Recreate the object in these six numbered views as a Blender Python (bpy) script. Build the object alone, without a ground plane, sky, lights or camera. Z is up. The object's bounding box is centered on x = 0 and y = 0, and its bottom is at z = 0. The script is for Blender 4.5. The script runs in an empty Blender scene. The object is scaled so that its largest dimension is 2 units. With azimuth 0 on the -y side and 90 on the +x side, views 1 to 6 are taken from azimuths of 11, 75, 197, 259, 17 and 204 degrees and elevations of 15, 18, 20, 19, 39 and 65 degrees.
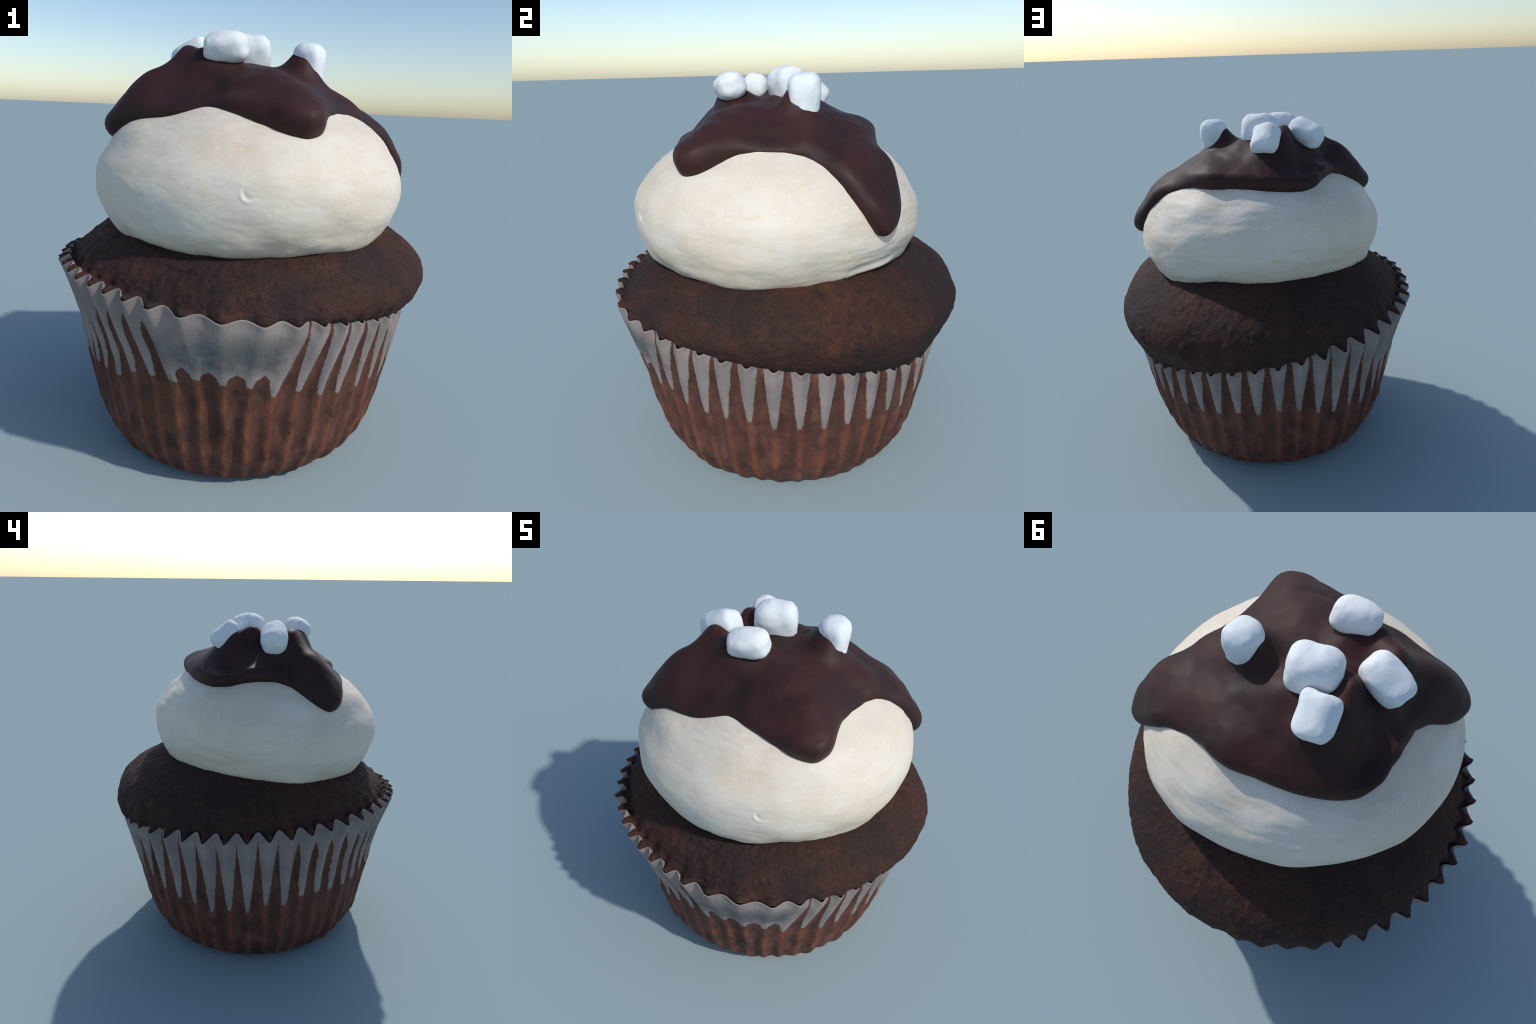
import bpy, math
import numpy as np
from mathutils import noise as mnoise, Vector, Matrix
from mathutils.kdtree import KDTree

rng = np.random.default_rng(7)
TAU = 2 * math.pi

# ------------------------------------------------------------------ helpers
# azimuth convention: 0 on -y, 90 on +x  ->  x = r sin(az), y = -r cos(az)


def ring(stations, values, sigma=7.0):
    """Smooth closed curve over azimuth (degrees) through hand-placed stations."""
    st = np.asarray(stations, float)
    va = np.asarray(values, float)
    fine = np.arange(720) * 0.5
    v = np.interp(fine, np.r_[st[-1] - 360, st, st[0] + 360], np.r_[va[-1], va, va[0]])
    if sigma > 0:
        k = np.arange(-60, 61) * 0.5
        g = np.exp(-0.5 * (k / sigma) ** 2)
        g /= g.sum()
        v = np.convolve(np.r_[v[-60:], v, v[:60]], g, mode="valid")
    xs = np.r_[fine, 360.0]
    ys = np.r_[v, v[0]]
    return lambda a: np.interp(np.asarray(a) % 360, xs, ys)


def angdiff(a, b):
    return (np.asarray(a) - b + 180) % 360 - 180


def bump(a, centre, width):
    return np.exp(-0.5 * (angdiff(a, centre) / width) ** 2)


def smooth01(t):
    t = np.clip(t, 0, 1)
    return t * t * (3 - 2 * t)


def fbm(P, scale, octaves=3, seed=0.0):
    off = Vector((seed, seed * 1.7, -seed))
    out = np.empty(len(P))
    for i, p in enumerate(P):
        q = Vector(p) * scale + off
        s, amp = 0.0, 1.0
        for _ in range(octaves):
            s += amp * mnoise.noise(q)
            q = q * 2.03
            amp *= 0.5
        out[i] = s
    return out


def catmull(points, m):
    """Catmull-Rom through rows of points (n, ..., 2) -> (m, ..., 2), evenly in parameter."""
    p = np.asarray(points, float)
    n = len(p)
    ext = np.concatenate([2 * p[:1] - p[1:2], p, 2 * p[-1:] - p[-2:-1]])
    t = np.linspace(0, n - 1 - 1e-9, m)
    i = t.astype(int)
    f = (t - i).reshape((-1,) + (1,) * (p.ndim - 1))
    a, b, c, d = ext[i], ext[i + 1], ext[i + 2], ext[i + 3]
    return 0.5 * (2 * b + (c - a) * f + (2 * a - 5 * b + 4 * c - d) * f ** 2 + (3 * b - a - 3 * c + d) * f ** 3)


def grid_mesh(name, V, close_first=False, close_last=False):
    """V: (rows, cols, 3), closed round the columns; optional fan to a pole at either end."""
    rows, cols, _ = V.shape
    verts = V.reshape(-1, 3)
    i = np.arange(rows - 1)[:, None] * cols
    j = np.arange(cols)[None, :]
    k = (j + 1) % cols
    quads = np.stack([i + j, i + k, i + cols + k, i + cols + j], -1).reshape(-1, 4)
    faces = quads.tolist()
    verts = verts.tolist()
    if close_first:
        c = len(verts)
        verts.append(V[0].mean(0).tolist())
        faces += [[c, (q + 1) % cols, q] for q in range(cols)]
    if close_last:
        c = len(verts)
        b = (rows - 1) * cols
        verts.append(V[-1].mean(0).tolist())
        faces += [[c, b + q, b + (q + 1) % cols] for q in range(cols)]
    me = bpy.data.meshes.new(name)
    me.from_pydata(verts, [], faces)
    me.polygons.foreach_set("use_smooth", np.ones(len(faces), bool))
    me.update()
    return me


def polar(az, r, z):
    a = np.radians(az)
    return np.stack([r * np.sin(a), -r * np.cos(a), z], -1)


def grid_normals(V):
    du = np.roll(V, -1, 1) - np.roll(V, 1, 1)
    dv = np.gradient(V, axis=0)
    n = np.cross(du, dv)
    n /= np.linalg.norm(n, axis=-1, keepdims=True) + 1e-12
    return n


# ------------------------------------------------------------------ node helpers
class Nodes:
    def __init__(self, name):
        self.mat = bpy.data.materials.new(name)
        self.mat.use_nodes = True
        self.t = self.mat.node_tree
        self.t.nodes.clear()
        self.out = self.t.nodes.new("ShaderNodeOutputMaterial")
        self.bsdf = self.t.nodes.new("ShaderNodeBsdfPrincipled")
        self.t.links.new(self.bsdf.outputs[0], self.out.inputs[0])
        self.coord = self.t.nodes.new("ShaderNodeTexCoord").outputs["Object"]

    def put(self, socket, v):
        if isinstance(v, bpy.types.NodeSocket):
            self.t.links.new(v, socket)
        elif isinstance(v, (tuple, list)) and len(v) == 3 and socket.type == "RGBA":
            socket.default_value = (*v, 1)
        else:
            socket.default_value = v

    def math(self, op, a, b=None, c=None, clamp=False):
        n = self.t.nodes.new("ShaderNodeMath")
        n.operation = op
        n.use_clamp = clamp
        for s, v in zip(n.inputs, (a, b, c)):
            if v is not None:
                self.put(s, v)
        return n.outputs[0]

    def add(self, a, b): return self.math("ADD", a, b)
    def sub(self, a, b): return self.math("SUBTRACT", a, b)
    def mul(self, a, b): return self.math("MULTIPLY", a, b)

    def xyz(self, v=None):
        n = self.t.nodes.new("ShaderNodeSeparateXYZ")
        self.put(n.inputs[0], v or self.coord)
        return n.outputs

    def combine(self, x=0.0, y=0.0, z=0.0):
        n = self.t.nodes.new("ShaderNodeCombineXYZ")
        for s, v in zip(n.inputs, (x, y, z)):
            self.put(s, v)
        return n.outputs[0]

    def mapping(self, scale=(1, 1, 1), loc=(0, 0, 0), v=None):
        n = self.t.nodes.new("ShaderNodeMapping")
        self.put(n.inputs["Vector"], v or self.coord)
        n.inputs["Scale"].default_value = scale
        n.inputs["Location"].default_value = loc
        return n.outputs[0]

    def noise(self, scale, detail=3.0, rough=0.55, v=None, distortion=0.0):
        n = self.t.nodes.new("ShaderNodeTexNoise")
        self.put(n.inputs["Vector"], v or self.coord)
        n.inputs["Scale"].default_value = scale
        n.inputs["Detail"].default_value = detail
        n.inputs["Roughness"].default_value = rough
        n.inputs["Distortion"].default_value = distortion
        return n.outputs["Fac"]

    def voronoi(self, scale, v=None, feature="F1"):
        n = self.t.nodes.new("ShaderNodeTexVoronoi")
        n.feature = feature
        self.put(n.inputs["Vector"], v or self.coord)
        n.inputs["Scale"].default_value = scale
        return n.outputs["Distance"]

    def white(self, w):
        n = self.t.nodes.new("ShaderNodeTexWhiteNoise")
        n.noise_dimensions = "1D"
        self.put(n.inputs["W"], w)
        return n.outputs["Value"]

    def ramp(self, v, lo, hi, smooth=True):
        n = self.t.nodes.new("ShaderNodeMapRange")
        n.interpolation_type = "SMOOTHSTEP" if smooth else "LINEAR"
        n.clamp = True
        self.put(n.inputs["Value"], v)
        self.put(n.inputs["From Min"], lo)
        self.put(n.inputs["From Max"], hi)
        return n.outputs[0]

    def mix(self, f, a, b, mode="MIX"):
        n = self.t.nodes.new("ShaderNodeMix")
        n.data_type = "RGBA"
        n.blend_type = mode
        self.put(n.inputs[0], f)
        self.put(n.inputs[6], a)
        self.put(n.inputs[7], b)
        return n.outputs[2]

    def bump(self, h, strength, distance):
        n = self.t.nodes.new("ShaderNodeBump")
        n.inputs["Strength"].default_value = strength
        n.inputs["Distance"].default_value = distance
        self.put(n.inputs["Height"], h)
        self.put(self.bsdf.inputs["Normal"], n.outputs[0])

    def set(self, **kw):
        for k, v in kw.items():
            self.put(self.bsdf.inputs[k.replace("_", " ")], v)


# ------------------------------------------------------------------ pleats of the paper liner
FLUTES = 46
flute_az = np.array([0.6, 8, 15, 22.8, 30, 37.5, 44.5, 53, 61.3, 69.8, 78.8, 86.8, 94.6, 102.8, 111, 119.8, 128.5, 137, 145.8,
                     153.4, 162, 170, 177.8, 185.6, 194.4, 202.5, 210, 217.5, 225.5, 233, 241.5, 249.5, 257, 263.5, 271, 278,
                     285.3, 293.4, 301.2, 308.7, 315.6, 322.5, 329.9, 337.4, 345.2, 352.3])


def harmonics(az_deg, value, order):
    """Least-squares Fourier coefficients of value(az): [c0, c1, s1, c2, s2, ...]."""
    a = np.radians(np.asarray(az_deg, float))
    M = [np.ones_like(a)]
    for k in range(1, order + 1):
        M += [np.cos(k * a), np.sin(k * a)]
    return np.linalg.lstsq(np.stack(M, 1), np.asarray(value, float), rcond=None)[0]


def fourier(coef, az_deg):
    a = np.radians(az_deg)
    v = coef[0] + 0 * a
    for k in range(1, len(coef) // 2 + 1):
        v = v + coef[2 * k - 1] * np.cos(k * a) + coef[2 * k] * np.sin(k * a)
    return v


# how far each flute stands from an even spacing (in flutes)
phase_coef = harmonics(flute_az, np.arange(FLUTES) - flute_az * FLUTES / 360, 4)
tip_coef = harmonics([0, 15, 30, 45, 60, 80, 95, 110, 130, 150, 165, 180, 195, 210, 230, 250, 265, 280, 300, 320, 340],
                     [.58, .57, .53, .50, .49, .46, .45, .42, .45, .46, .47, .48, .48, .49, .43, .395, .46, .51, .47, .51, .545], 6)


LEAN, LEAN_AT, LEAN_WIDTH = 7.0, 8.0, 22.0      # going up, the pleats fan out from the flattened front (degrees)


def flute_phase(az, z=0.0):
    u = angdiff(az, LEAN_AT) / LEAN_WIDTH
    a = np.asarray(az) - LEAN * u * np.exp(-u * u / 2) * smooth01((np.asarray(z) - .50) / .40)
    return a * FLUTES / 360 + fourier(phase_coef, a)


rim_az = [0, 20, 40, 60, 85, 100, 123, 146, 160, 183, 210, 240, 274, 300, 335]
rim_r = ring(rim_az, [.900, .891, .868, .845, .825, .817, .812, .82, .837, .872, .890, .905, .914, .912, .904], 6)
rim_z = ring(rim_az, [.90, .883, .855, .81, .75, .71, .64, .645, .71, .77, .84, .88, .93, .952, .935], 6)
flare_start = ring([0, 40, 85, 146, 183, 240, 300, 335], [.50, .50, .45, .40, .40, .45, .54, .54], 12)
flare_power = ring([0, 40, 85, 146, 183, 240, 300, 335], [1.25, 1.1, 1.0, 1.0, 1.15, 1.6, 2.3, 1.7], 12)
WALL_Z = [0, .015, .045, .09, .14, .20, .35, .50, .65, .80, 1.0]
WALL_R = [.552, .600, .636, .670, .698, .723, .758, .786, .806, .826, .845]
foot_extra = ring([0, 50, 90, 130, 180, 240, 300, 335], [.01, 0, -.005, .01, .02, .03, .03, .02], 15)
foot_lift = ring([0, 30, 48, 58, 68, 78, 95, 120, 150, 188, 198, 207, 216, 228, 260, 300, 340],
                 [.004, .0, .004, .03, .012, .022, .0, .006, .004, .012, .03, .006, .022, .012, .0, .004, .0], 3)


side_extra = ring([0, 60, 120, 160, 200, 240, 280, 310, 340], [-.008, -.006, -.002, .004, .014, .018, .014, .006, -.006], 12)


def wall_radius(az, z):
    base = np.interp(z, WALL_Z, WALL_R) + foot_extra(az) * np.exp(-np.asarray(z) / .12)
    zr = rim_z(az)
    f = np.clip((z - flare_start(az)) / (zr - flare_start(az)), 0, 1.15)
    at_rim = np.interp(zr, WALL_Z, WALL_R)
    base = base + side_extra(az)
    at_rim = at_rim + side_extra(az)
    return base + (rim_r(az) - at_rim) * f ** flare_power(az)


pleat_rim = ring([0, 15, 30, 60, 100, 140, 180, 210, 250, 290, 330], [.014, .011, .014, .015, .016, .018, .024, .028, .028, .025, .020], 10)


def pleat_depth(az, z):
    """Depth that the creases sink below the outer flutes (metres)."""
    up = smooth01((z - .30) / (rim_z(az) - .30))
    d = .013 + (1.3 * pleat_rim(az) - .012) * up ** 1.1
    d = d * (.55 + .45 * smooth01(z / .10))
    flat = bump(az, 10, 11) * smooth01((z - .52) / .08)          # the pleats are pulled flat at the front
    return d * (1 - .72 * flat)


def pleat_shape(az, z):
    p = flute_phase(az, z)
    c = .5 - .5 * np.cos(TAU * p)                     # 0 on the flute crest, 1 in the crease
    return c ** 0.85


flute_jit = rng.uniform(-1, 1, FLUTES)


def liner_radius(az, z):
    f = flute_phase(az, z)
    k = np.round(f).astype(int) % FLUTES
    f = f - np.round(f)
    crest = np.cos(math.pi * f) ** 2
    return wall_radius(az, z) - pleat_depth(az, z) * pleat_shape(az, z) + .0045 * flute_jit[k] * crest


def build_liner():
    cols = FLUTES * 26
    az = np.arange(cols) * 360 / cols
    t = np.r_[np.linspace(0, .12, 14)[:-1], np.linspace(.12, 1, 90)]
    T, A = np.meshgrid(t, az, indexing="ij")
    crease = pleat_shape(A, rim_z(A) * T) * pleat_rim(A) / .02
    Z = T * (rim_z(A) - .010 + .030 * crease)
    R = liner_radius(A, Z)
    R = R - .024 * crease * smooth01((T - .92) / .08)        # tips of the creases lean in on the cake
    low = np.exp(-Z / .04)
    Zw = Z + (foot_lift(A) - foot_lift(np.arange(720) / 2).min()) * low
    V = polar(A, R, Zw)
    # crumples in the paper
    n = np.zeros(T.shape)
    flat = V.reshape(-1, 3).copy()
    n = fbm(flat * np.array([1, 1, .55]), 7.0, 3, 3.1).reshape(T.shape)
    n2 = fbm(flat * np.array([1, 1, .4]), 22.0, 2, 9.4).reshape(T.shape)
    amp = (.0075 * n + .004 * n2) * smooth01(1.25 - T) * 1.0
    V += polar(A, amp, 0 * A)
    # bottom disc
    floor = []
    for f, zz in ((.30, .016), (.72, .014), (.93, .008), (.985, .001)):
        ringv = V[0].copy()
        ringv[:, :2] *= f
        ringv[:, 2] = zz * .7 + V[0][:, 2] * f
        floor.append(ringv)
    # rim thickness and inner face
    wall_top = V[-1]
    inner = []
    for dz, dr in ((.002, .0025), (.0, .006), (-.03, .007), (-.09, .008)):
        zi = rim_z(az) + dz
        P = wall_top.copy()
        base = liner_radius(az, np.minimum(rim_z(az), zi))
        ph = base - liner_radius(az, rim_z(az))
        rr = np.hypot(P[:, 0], P[:, 1]) + ph - dr
        inner.append(polar(az, rr, P[:, 2] + dz))
    V = np.concatenate([np.stack(floor), V, np.stack(inner)])
    return grid_mesh("paper_liner", V, close_first=True)


# ------------------------------------------------------------------ cake
CAKE = {  # azimuth: rim -> bulge -> shoulder -> foot of the frosting, as (radius, height)
    0: [(.880, .890), (.872, .900), (.842, .912), (.802, .957), (.744, 1.004), (.690, 1.050)],
    25: [(.868, .872), (.870, .885), (.853, .910), (.816, .957), (.756, 1.012), (.690, 1.062)],
    50: [(.845, .828), (.870, .862), (.874, .905), (.850, .960), (.776, 1.028), (.695, 1.082)],
    85: [(.815, .740), (.870, .816), (.898, .900), (.872, .986), (.800, 1.055), (.693, 1.100)],
    125: [(.792, .615), (.858, .742), (.895, .860), (.850, .956), (.785, 1.052), (.685, 1.115)],
    145: [(.797, .632), (.874, .779), (.908, .893), (.854, .995), (.760, 1.065), (.637, 1.125)],
    182: [(.852, .765), (.886, .807), (.900, .866), (.867, .967), (.771, 1.058), (.576, 1.155)],
    220: [(.862, .850), (.872, .878), (.873, .907), (.844, .980), (.757, 1.059), (.600, 1.155)],
    250: [(.870, .890), (.874, .905), (.864, .932), (.820, .988), (.745, 1.060), (.620, 1.142)],
    275: [(.878, .930), (.870, .938), (.840, .946), (.800, .998), (.738, 1.058), (.639, 1.125)],
    300: [(.882, .945), (.870, .948), (.846, .956), (.800, .996), (.735, 1.042), (.650, 1.105)],
    336: [(.880, .930), (.868, .935), (.840, .944), (.795, .990), (.738, 1.032), (.670, 1.090)],
}


def build_cake():
    cols = FLUTES * 20
    az = np.arange(cols) * 360 / cols
    st = list(CAKE)
    rows = []
    for i in range(6):
        rows.append(np.stack([ring(st, [CAKE[s][i][c] for s in st], 8)(az) for c in (0, 1)], -1))
    over = ring([0, 40, 70, 160, 190, 230, 340], [.35, .7, 1, 1, .6, .25, .2], 10)(az)
    shape = pleat_shape(az, rim_z(az))
    # the foot follows the rim of the paper, flute by flute
    rows[0][:, 1] = rim_z(az) + .008 - .026 * shape
    rows[0][:, 0] = liner_radius(az, rim_z(az)) - .005 - .030 * shape * (1 - .5 * over)
    crease = shape * (pleat_depth(az, rim_z(az)) + .020)
    for i, w in ((1, 1.1), (2, .55), (3, .10)):
        rows[i][:, 0] -= crease * w * (1 - over)
        rows[i][:, 0] = rows[i][:, 0]
    rows[1][:, 1] = np.maximum(rows[1][:, 1], rows[0][:, 1] + .014)
    inner = [np.stack([rows[0][:, 0] - .05, rows[0][:, 1] - .10], -1), np.stack([rows[0][:, 0] - .02, rows[0][:, 1] - .03], -1)]
    top = [np.stack([.42 + 0 * az, rows[5][:, 1] * .4 + .6 * 1.215], -1), np.stack([.15 + 0 * az, 1.235 + 0 * az], -1), np.stack([.01 + 0 * az, 1.24 + 0 * az], -1)]
    prof = catmull(np.stack(rows + top), 130)
    prof = np.concatenate([np.stack(inner), prof])
    A = np.broadcast_to(az, prof.shape[:2])
    V = polar(A, prof[..., 0], prof[..., 1])
    N = grid_normals(V)
    flat = V.reshape(-1, 3)
    n = .012 * fbm(flat, 3.0, 2, 5.0) + .0045 * fbm(flat, 11.0, 3, 2.0) + .0035 * fbm(flat, 38.0, 2, 8.0)
    n = n.reshape(A.shape)
    row = np.arange(A.shape[0])[:, None]
    n = n * smooth01((row - 4) / 14.0)
    V = V + N * n[..., None]
    return grid_mesh("cake", V, close_first=True, close_last=True)


# ------------------------------------------------------------------ frosting
FA = [0, 30, 60, 87, 122, 150, 179, 220, 250, 278, 297, 337]
frost_r = ring(FA, [.758, .762, .760, .761, .728, .688, .614, .611, .647, .690, .729, .754], 8)
frost_z = ring(FA, [1.317, 1.315, 1.307, 1.313, 1.323, 1.305, 1.34, 1.36, 1.35, 1.326, 1.319, 1.316], 8)
FROST_O = [-.34, -.30, -.265, -.235, -.19, -.09, 0, .08, .15, .23, .30, .36, .41, .445, .46]
FROST_R = [.28, .60, .765, .858, .920, .985, 1, .979, .925, .839, .702, .555, .38, .18, .012]
_fo = catmull(np.stack([FROST_O, FROST_R], -1), 400)


frost_tuck = ring([0, 40, 90, 140, 180, 230, 280, 320], [-.012, -.010, .002, .014, .014, .012, .008, 0], 15)


def frost_point(az, o):
    """Radius and height on the frosting at azimuth az, o metres above its widest line."""
    top = (frost_z(az) - 1.32) * smooth01(o / .46)
    tuck = frost_tuck(az) * smooth01(-np.asarray(o) / .22)
    return frost_r(az) * (1 - tuck) * np.interp(o, _fo[:, 0], _fo[:, 1]), frost_z(az) + o - top


def build_frosting():
    cols = 760
    az = np.arange(cols) * 360 / cols
    d = np.r_[0, np.cumsum(np.hypot(np.diff(_fo[:, 0]), np.diff(_fo[:, 1]) * .7))]
    o = np.interp(np.linspace(0, d[-1], 230), d, _fo[:, 0])
    O, A = np.meshgrid(o, az, indexing="ij")
    r, z = frost_point(A, O)
    V = polar(A, r, z)
    N = grid_normals(V)
    flat = V.reshape(-1, 3)
    sw = .012 * fbm(flat * np.array([1, 1, 1.6]), 3.2, 2, 1.0)
    ledge = .0040 * fbm(flat * np.array([1, 1, 4.5]), 3.6, 3, 4.0)
    fine = .0010 * fbm(flat * np.array([1, 1, 2.2]), 17.0, 2, 6.0)
    # sharp little creases: ridged noise, strongest low down where the swirl was laid
    rid = 1 - np.abs(fbm(flat * np.array([1, 1, 3.5]), 4.5, 2, 12.0)) * 2
    rid = np.clip(rid, 0, 1) ** 6
    backness = .35 + .65 * smooth01((flat[:, 1] + .25) / .5)
    ledge *= backness
    rid *= backness
    low = np.clip(.35 - (flat[:, 2] - 1.32) * 1.3, .15, .8)
    h = (sw + ledge + fine - .0045 * rid * low).reshape(A.shape)
    # crescent nick on the front
    cz, ca = NICK
    u = np.radians(angdiff(A, ca)) * .75
    v = z - cz
    q = np.hypot(u, v)
    ang = np.degrees(np.arctan2(v, -u))
    h += .006 * np.exp(-((q - .034) / .006) ** 2) * np.exp(-((ang + 50) / 60) ** 2)
    h -= .006 * np.exp(-((q - .022) / .009) ** 2) * np.exp(-((ang + 50) / 60) ** 2)
    # ragged lower margin, a smeared fold on the right, and ripples under the glaze at the front
    edge = fbm(flat * np.array([1, 1, .5]), 6.0, 2, 15.0).reshape(A.shape)
    h += .011 * edge * smooth01((-O - .13) / .07)
    h += .020 * bump(A, 108, 9) * np.exp(-((z - 1.135 - .0012 * angdiff(A, 108)) / .018) ** 2)
    h += .0018 * np.sin(z * 230 + 5 * edge) * bump(A, 352, 20) * np.exp(-((z - 1.585) / .035) ** 2)
    V = V + N * h[..., None]
    return grid_mesh("frosting", V, close_first=True, close_last=True)


NICK = (1.352, 13.2)

# ------------------------------------------------------------------ chocolate glaze
GLAZE_RIM = [  # azimuth, height of the lower edge
    (0, 1.640), (10, 1.620), (18, 1.595), (25, 1.565), (33, 1.540), (40, 1.558), (46, 1.600), (52, 1.627), (62, 1.638), (75, 1.638),
    (84, 1.622), (91, 1.585), (96, 1.51), (101, 1.39), (106, 1.287), (112, 1.32), (117, 1.40), (121, 1.475), (127, 1.57), (135, 1.61),
    (145, 1.628), (160, 1.630), (175, 1.640), (190, 1.637), (205, 1.630), (218, 1.620), (228, 1.615), (240, 1.628), (250, 1.645),
    (262, 1.655), (275, 1.655), (284, 1.625), (290, 1.555), (297, 1.50), (303, 1.51), (308, 1.545), (315, 1.58), (325, 1.60),
    (335, 1.617), (343, 1.637), (350, 1.652), (356, 1.648)]
glaze_rim = ring([a for a, _ in GLAZE_RIM], [z for _, z in GLAZE_RIM], 1.6)
glaze_thick = ring([0, 12, 33, 55, 75, 90, 106, 122, 140, 165, 200, 228, 250, 270, 283, 297, 310, 330, 349],
                   [.055, .06, .07, .05, .045, .05, .042, .05, .045, .055, .06, .06, .055, .045, .05, .066, .062, .046, .035], 5)
# mounds (x, y, radius, height) pulled up against the marshmallows, and hollows between the tongues
MOUNDS = [(.205, .022, .058, .125), (.25, -.03, .055, .045), (.28, .03, .075, .03),
          (-.145, -.220, .060, .070), (-.06, -.165, .065, .062), (-.06, -.24, .09, .03),
          (-.190, -.140, .070, .060), (-.25, -.06, .10, .03), (-.03, .05, .12, .03), (-.135, .030, .060, .085),
          (-.16, .125, .075, .080), (-.10, .21, .09, .03), (.06, .14, .09, .02),
          (.11, -.12, .12, .010), (.182, -.556, .032, -.030), (.05, -.42, .05, -.012),
          (-.40, .21, .042, .034), (-.385, .285, .042, .028), (-.385, .10, .040, .020), (-.31, .20, .05, -.02)]
# ridges and hollows running down the slope: azimuth, from radius, to radius, half width (degrees), height
GROOVES = [(350, .30, .62, 6, -.050), (68, .36, .62, 9, -.036), (87, .46, .66, 5, -.028), (133, .40, .62, 6, -.022), (283, .26, .62, 8, -.055),
           (298, .16, .74, 12, .078, .36), (328, .34, .60, 9, -.028), (34, .34, .66, 10, .032), (106, .44, .80, 6, .016), (152, .26, .47, 14, .022),
           (25, .14, .38, 14, .026), (242, .26, .40, 12, -.020)]


def build_glaze():
    cols, rows = 1080, 190
    az = np.arange(cols) * 360 / cols
    o_all = np.linspace(_fo[-1, 0], -.12, 600)
    # o of the lower edge per azimuth
    zt = glaze_rim(az)
    o_rim = np.empty(cols)
    for i, a in enumerate(az):
        _, zz = frost_point(a, o_all)
        o_rim[i] = np.interp(-zt[i], -zz, o_all)
    d = np.r_[0, np.cumsum(np.hypot(np.diff(_fo[::-1, 0]), np.diff(_fo[::-1, 1]) * .7))]
    s_of = lambda o: np.interp(-o, -_fo[::-1, 0], d)
    o_of = lambda s: np.interp(s, d, _fo[::-1, 0])
    s_rim = s_of(o_rim)
    t = np.linspace(0, 1, rows)
    t = 1 - (1 - t) ** 1.35
    S = t[:, None] * s_rim[None, :]
    O = o_of(S)
    A = np.broadcast_to(az, S.shape)
    r, z = frost_point(A, O)
    V = polar(A, r, z)
    N = -grid_normals(V)
    # offset direction only within the profile plane, steady near the pole
    edge = V[-1]
    k = np.arange(cols * 8) / 8
    loop = np.stack([np.interp(k, np.arange(cols + 1), np.r_[edge[:, c], edge[:1, c]]) for c in range(3)], -1)
    tree = KDTree(len(loop))
    for i, p in enumerate(loop):
        tree.insert(p, i)
    tree.balance()
    dist = np.array([tree.find(p)[2] for p in V.reshape(-1, 3)]).reshape(S.shape)
    w = .058
    lip = np.sqrt(np.clip(1 - (1 - np.clip(dist / w, 0, 1)) ** 2, 0, 1))
    thick = np.broadcast_to(glaze_thick(az), S.shape)
    centre = smooth01((.50 - r) / .35)
    T = thick * (1 - centre) + .06 * centre
    X, Y = V[..., 0], V[..., 1]
    for mx, my, mr, mh in MOUNDS:
        T = T + mh * np.exp(-((X - mx) ** 2 + (Y - my) ** 2) / (mr * mr))
    for a, r0, r1, wd, dp, *long in GROOVES:
        fade = smooth01((r1 - r) / long[0]) if long else smooth01((r1 - r) / .08 + .5)
        T = T + dp * bump(A, a, wd) * smooth01((r - r0) / .12) * fade
    flat = V.reshape(-1, 3)
    T = T + (.010 * fbm(flat, 4.0, 2, 21.0) + .004 * fbm(flat, 10.0, 2, 31.0)).reshape(S.shape)
    T = .020 + .010 * np.logaddexp(0, (T - .020) / .010)      # never thinner than a soft 2 cm
    P = V + N * (T * lip)[..., None]
    skirt = V[-1] - N[-1] * .02
    V2 = np.concatenate([P, skirt[None]])
    return grid_mesh("chocolate_glaze", V2, close_first=True)


# ------------------------------------------------------------------ marshmallows
def marshmallow_mesh(name, size, axial, taper, seed):
    """Soft squat cylinder: superquadric along local z, dented by noise. size = full extents."""
    cols, rows = 72, 48
    u = np.arange(cols) / cols * TAU
    v = np.linspace(-math.pi / 2 + .02, math.pi / 2 - .02, rows)
    Vv, U = np.meshgrid(v, u, indexing="ij")
    sg = lambda x, e: np.sign(x) * np.abs(x) ** e
    cr = sg(np.cos(Vv), axial)
    z = sg(np.sin(Vv), axial)
    x = cr * sg(np.cos(U), .82)
    y = cr * sg(np.sin(U), .82)
    tp = 1 + taper * z
    P = np.stack([x * tp * size[0] / 2, y * tp * size[1] / 2, z * size[2] / 2], -1)
    flat = P.reshape(-1, 3)
    n = fbm(flat, 9.0, 2, seed).reshape(x.shape) * .009 + fbm(flat, 24.0, 2, seed + 3).reshape(x.shape) * .003
    P = P + P / (np.linalg.norm(P, axis=-1, keepdims=True) + 1e-9) * n[..., None]
    return grid_mesh(name, P, close_first=True, close_last=True)


def axis_rotation(direction, spin=0.0):
    q = Vector(direction).to_track_quat("Z", "Y")
    return q @ Matrix.Rotation(spin, 4, "Z").to_quaternion()


MARSH = [  # centre, extents (across, across, along), axis, spin, squareness, taper
    ((-.060, -.242, 1.903), (.138, .132, .195), (1, .12, .05), .3, .62, .05),
    ((.280, .030, 1.85), (.150, .140, .215), (-.05, .02, 1), .2, .62, .10),
    ((-.020, .045, 1.895), (.175, .205, .215), (1, .2, -.05), .1, .66, .04),
    ((-.262, -.053, 1.875), (.150, .155, .205), (-1, .25, -.5), .4, .55, .06),
    ((-.100, .195, 1.866), (.160, .145, .175), (-.06, .80, -.55), .15, .46, -.04),
]


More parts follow.
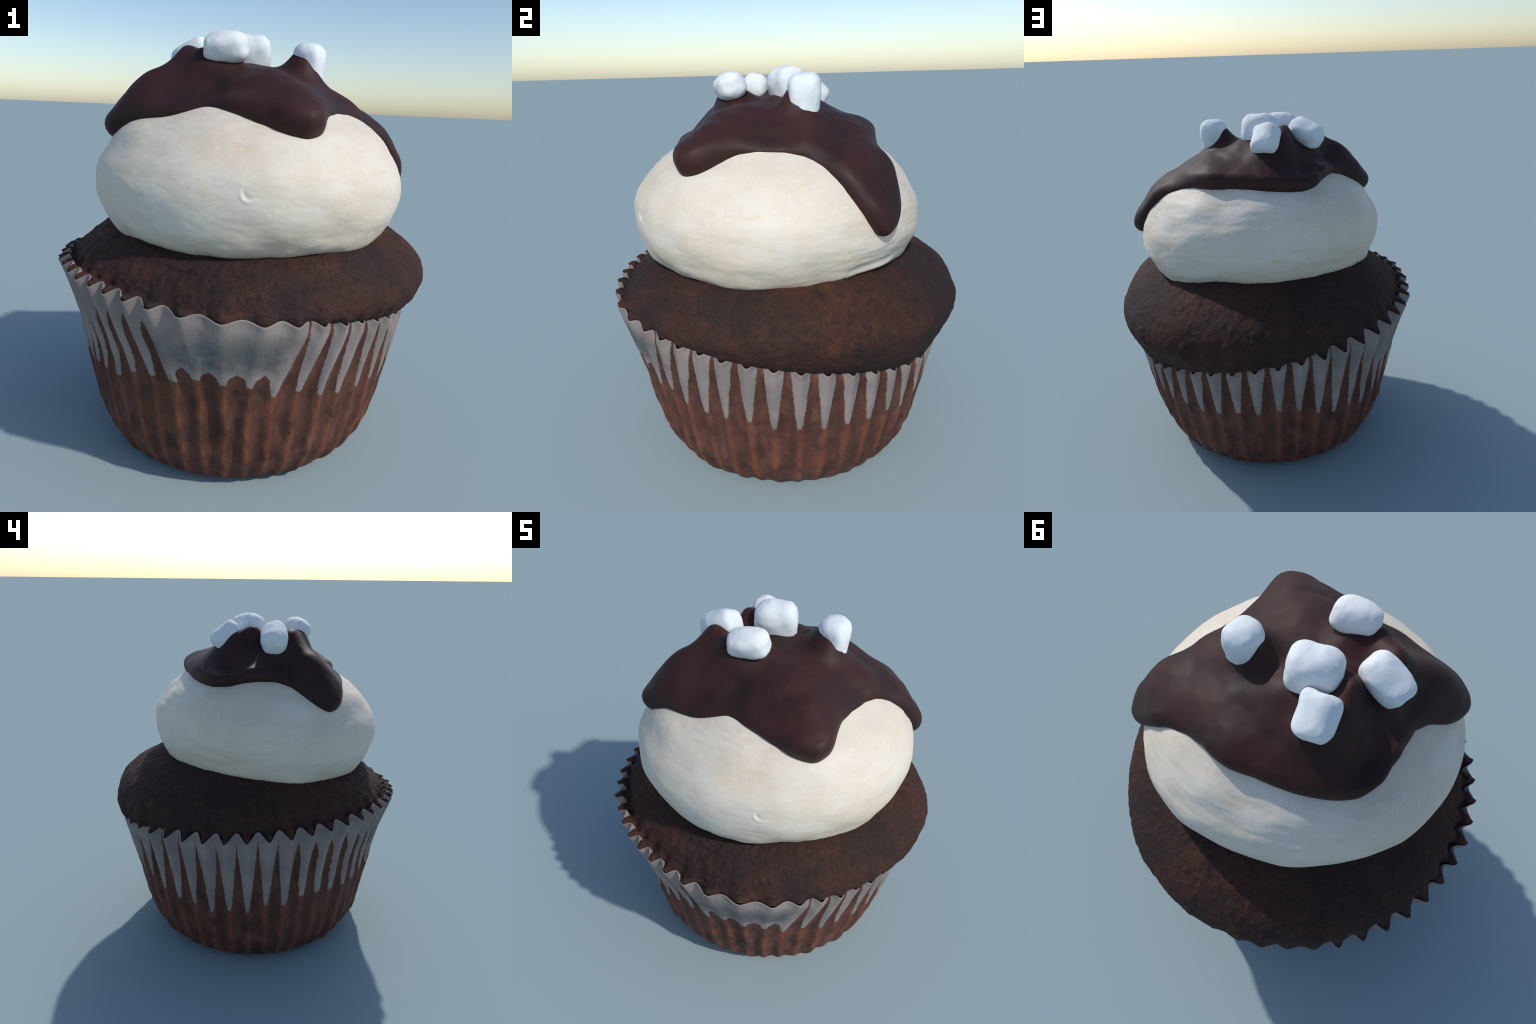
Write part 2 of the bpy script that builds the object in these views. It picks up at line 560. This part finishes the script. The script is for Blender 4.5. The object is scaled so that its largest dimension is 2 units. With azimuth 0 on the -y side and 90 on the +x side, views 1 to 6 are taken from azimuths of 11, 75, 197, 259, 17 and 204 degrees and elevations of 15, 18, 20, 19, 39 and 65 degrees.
# ------------------------------------------------------------------ materials
def paper_material():
    m = Nodes("greased_paper")
    x, y, z = m.xyz()
    az = m.math("ARCTAN2", x, m.mul(y, -1.0))

    def four(coef):
        out = None
        for k in range(1, len(coef) // 2 + 1):
            ka = m.mul(az, float(k))
            term = m.add(m.mul(m.math("COSINE", ka), float(coef[2 * k - 1])), m.mul(m.math("SINE", ka), float(coef[2 * k])))
            out = term if out is None else m.add(out, term)
        return m.add(out, float(coef[0]))

    u = m.mul(m.sub(az, math.radians(LEAN_AT)), 1 / math.radians(LEAN_WIDTH))
    gauss = m.math("EXPONENT", m.mul(m.mul(u, u), -.5))
    lean = m.mul(m.mul(m.mul(u, gauss), math.radians(LEAN)), m.ramp(z, .50, .90))
    true_az = az
    az = m.sub(az, lean)
    phase = m.add(m.mul(az, FLUTES / TAU), four(phase_coef))
    k = m.math("ROUND", phase)
    f = m.math("ABSOLUTE", m.sub(phase, k))
    kk = m.math("FLOORED_MODULO", k, float(FLUTES))
    rnd = m.white(m.add(kk, .37))
    rnd2 = m.white(m.add(kk, 77.1))
    tip = m.add(four(tip_coef), m.mul(m.sub(rnd, .5), .045))
    streak = m.noise(30, 3, .6, m.mapping((1, 1, .35)))
    grain = m.noise(75, 2, .6)
    jag = m.add(m.mul(m.sub(streak, .5), .13), m.mul(m.sub(grain, .5), .11))
    h = m.math("DIVIDE", m.sub(z, tip), .30)
    hc = m.math("MAXIMUM", h, 0.0)
    width = m.add(.085, m.mul(m.math("POWER", hc, .8), .305))
    width = m.add(width, m.mul(m.sub(rnd2, .5), .05))
    # front: paper pulled flat, all grey; left: wider fingers
    front = m.math("COSINE", m.sub(az, math.radians(8)))
    smear = m.noise(9, 3, .6)
    zz = m.add(z, m.mul(m.sub(smear, .5), .05))
    fmask = m.mul(m.ramp(m.add(front, m.mul(m.sub(smear, .5), .03)), .950, .985), m.ramp(zz, .61, .69))
    left = m.ramp(m.math("COSINE", m.sub(az, math.radians(318))), .55, .93)
    column = m.add(m.add(.19, m.mul(m.ramp(h, 0.0, .35), .07)), m.mul(m.ramp(z, .75, .90), .32))
    width = m.add(m.mul(width, m.sub(1.0, left)), m.mul(column, left))
    width = m.add(width, m.mul(fmask, .6))
    width = m.add(width, m.mul(m.ramp(front, .93, .99), m.mul(m.ramp(h, -.05, .3), .10)))
    edge = m.sub(m.add(width, jag), f)
    dry = m.mul(m.ramp(edge, -.030, .035), m.ramp(m.add(h, m.mul(jag, .4)), -.02, .02))
    # dry paper: warm grey, slightly blotched
    blot = m.noise(6, 3, .5)
    grey = m.mix(m.ramp(blot, .3, .7), (.222, .192, .178), (.290, .246, .226))
    dark_patch = m.mul(m.ramp(front, .93, .985), m.mul(m.ramp(zz, .62, .69), m.ramp(zz, .86, .74)))
    grey = m.mix(m.mul(dark_patch, m.ramp(smear, .28, .6)), grey, (.125, .125, .125))
    # greased paper: brown, redder on the flutes
    crest = m.ramp(f, .26, .03)
    mott = m.noise(14, 4, .6, m.mapping((1, 1, .5)))
    fibre = m.noise(90, 2, .6, m.mapping((1, 1, .6)))
    brown = m.mix(m.ramp(mott, .3, .72), (.060, .027, .020), (.126, .051, .035))
    brown = m.mix(m.mul(crest, m.ramp(mott, .25, .65)), brown, (.182, .063, .034))
    pale = m.mul(m.ramp(m.noise(9, 3, .6, m.mapping((1, 1, .7), (3, 1, 5))), .56, .74), .5)
    brown = m.mix(pale, brown, (.17, .085, .062))
    brown = m.mix(m.mul(m.ramp(fibre, .52, .75), .22), brown, (.22, .115, .08))
    col = m.mix(dry, brown, grey)
    m.set(Base_Color=col, Roughness=.72, Specular_IOR_Level=.22)
    m.bump(m.add(m.noise(60, 3, .6, m.mapping((1, 1, .4))), m.mul(grain, .4)), .35, .006)
    return m.mat


def cake_material():
    m = Nodes("chocolate_sponge")
    big = m.noise(2.4, 3, .55)
    mid = m.noise(8, 4, .65)
    crumb = m.noise(26, 4, .7)
    fine = m.noise(60, 3, .7)
    tiny = m.noise(150, 2, .6)
    red = m.ramp(big, .38, .62)
    col = m.mix(red, (.030, .0170, .0150), (.050, .0205, .0155))
    col = m.mix(m.mul(m.ramp(mid, .50, .70), m.math("MULTIPLY_ADD", red, .55, .20)), col, (.088, .0325, .0175))
    col = m.mix(m.mul(m.ramp(crumb, .52, .70), m.math("MULTIPLY_ADD", red, .35, .15)), col, (.092, .037, .022))
    col = m.mix(m.mul(m.ramp(crumb, .47, .32), .65), col, (.017, .0115, .0115))
    col = m.mix(m.mul(m.ramp(mid, .45, .30), .5), col, (.022, .0150, .0150))
    col = m.mix(m.mul(m.ramp(fine, .50, .36), .45), col, (.015, .0105, .0105))
    col = m.mix(m.mul(m.ramp(tiny, .58, .78), .45), col, (.100, .060, .052))
    patchy = m.ramp(m.noise(7, 3, .6, m.mapping((1, 1, 1), (9, 2, 1))), .42, .62)
    specks = m.ramp(m.add(m.voronoi(64), m.mul(m.sub(fine, .5), .25)), .22, .05)
    col = m.mix(m.mul(m.mul(specks, patchy), .55), col, (.125, .085, .080))
    m.set(Base_Color=col, Roughness=.78, Specular_IOR_Level=.2)
    m.bump(m.add(m.add(m.mul(crumb, .8), fine), m.mul(tiny, .5)), .6, .008)
    return m.mat


def frosting_material():
    m = Nodes("buttercream")
    big = m.noise(3.2, 3, .55)
    streak = m.noise(6.5, 4, .6, m.mapping((1, 1, 3.2)))
    fine = m.noise(42, 3, .6, m.mapping((1, 1, 1.8)))
    col = m.mix(m.ramp(big, .35, .65), (.685, .597, .485), (.725, .660, .565))
    warm = m.noise(4.5, 3, .55, m.mapping((1, 1, 1.6), (4, 7, 2)))
    col = m.mix(m.mul(m.ramp(warm, .50, .68), .6), col, (.69, .585, .465))
    col = m.mix(m.mul(m.ramp(streak, .56, .74), .7), col, (.69, .555, .38))
    col = m.mix(m.mul(m.ramp(fine, .5, .72), .45), col, (.775, .72, .64))
    m.set(Base_Color=col, Roughness=.55, Specular_IOR_Level=.3, Subsurface_Weight=.0)
    m.bump(fine, .18, .005)
    return m.mat


def glaze_material():
    m = Nodes("chocolate")
    big = m.noise(3.0, 3, .5)
    mid = m.noise(11, 3, .6)
    col = m.mix(m.ramp(big, .35, .65), (.026, .0125, .0115), (.043, .0152, .0135))
    col = m.mix(m.mul(m.ramp(mid, .5, .75), .35), col, (.050, .0185, .0160))
    m.set(Base_Color=col, Roughness=m.math("MULTIPLY_ADD", mid, .2, .46), Specular_IOR_Level=.22)
    m.bump(m.noise(24, 2, .5), .12, .006)
    return m.mat


def marshmallow_material():
    m = Nodes("marshmallow_sugar")
    info = m.t.nodes.new("ShaderNodeObjectInfo").outputs["Random"]
    n = m.noise(12, 3, .6)
    col = m.mix(m.ramp(n, .35, .65), (.70, .76, .78), (.77, .80, .81))
    col = m.mix(m.mul(m.ramp(info, .6, 1.0), .5), col, (.80, .70, .68))
    m.set(Base_Color=col, Roughness=.75, Specular_IOR_Level=.25)
    m.bump(m.noise(70, 2, .6), .2, .004)
    return m.mat


# ------------------------------------------------------------------ assemble
root = bpy.data.objects.new("cupcake", None)
bpy.context.scene.collection.objects.link(root)
root["label"] = "chocolate cupcake with cream frosting, dark glaze and mini marshmallows"
root["category"] = "cupcake"


def part(me, mat, name):
    ob = bpy.data.objects.new(name, me)
    me.materials.append(mat)
    bpy.context.scene.collection.objects.link(ob)
    ob.parent = root
    return ob


part(build_liner(), paper_material(), "paper_liner")
part(build_cake(), cake_material(), "cake")
part(build_frosting(), frosting_material(), "frosting")
part(build_glaze(), glaze_material(), "chocolate_glaze")
mm = marshmallow_material()
for i, (c, size, axis, spin, ax, tp) in enumerate(MARSH):
    ob = part(marshmallow_mesh("marshmallow", size, ax, tp, 40.0 + 7 * i), mm, "marshmallow")
    ob.rotation_mode = "QUATERNION"
    ob.rotation_quaternion = axis_rotation(axis, spin)
    ob.location = c
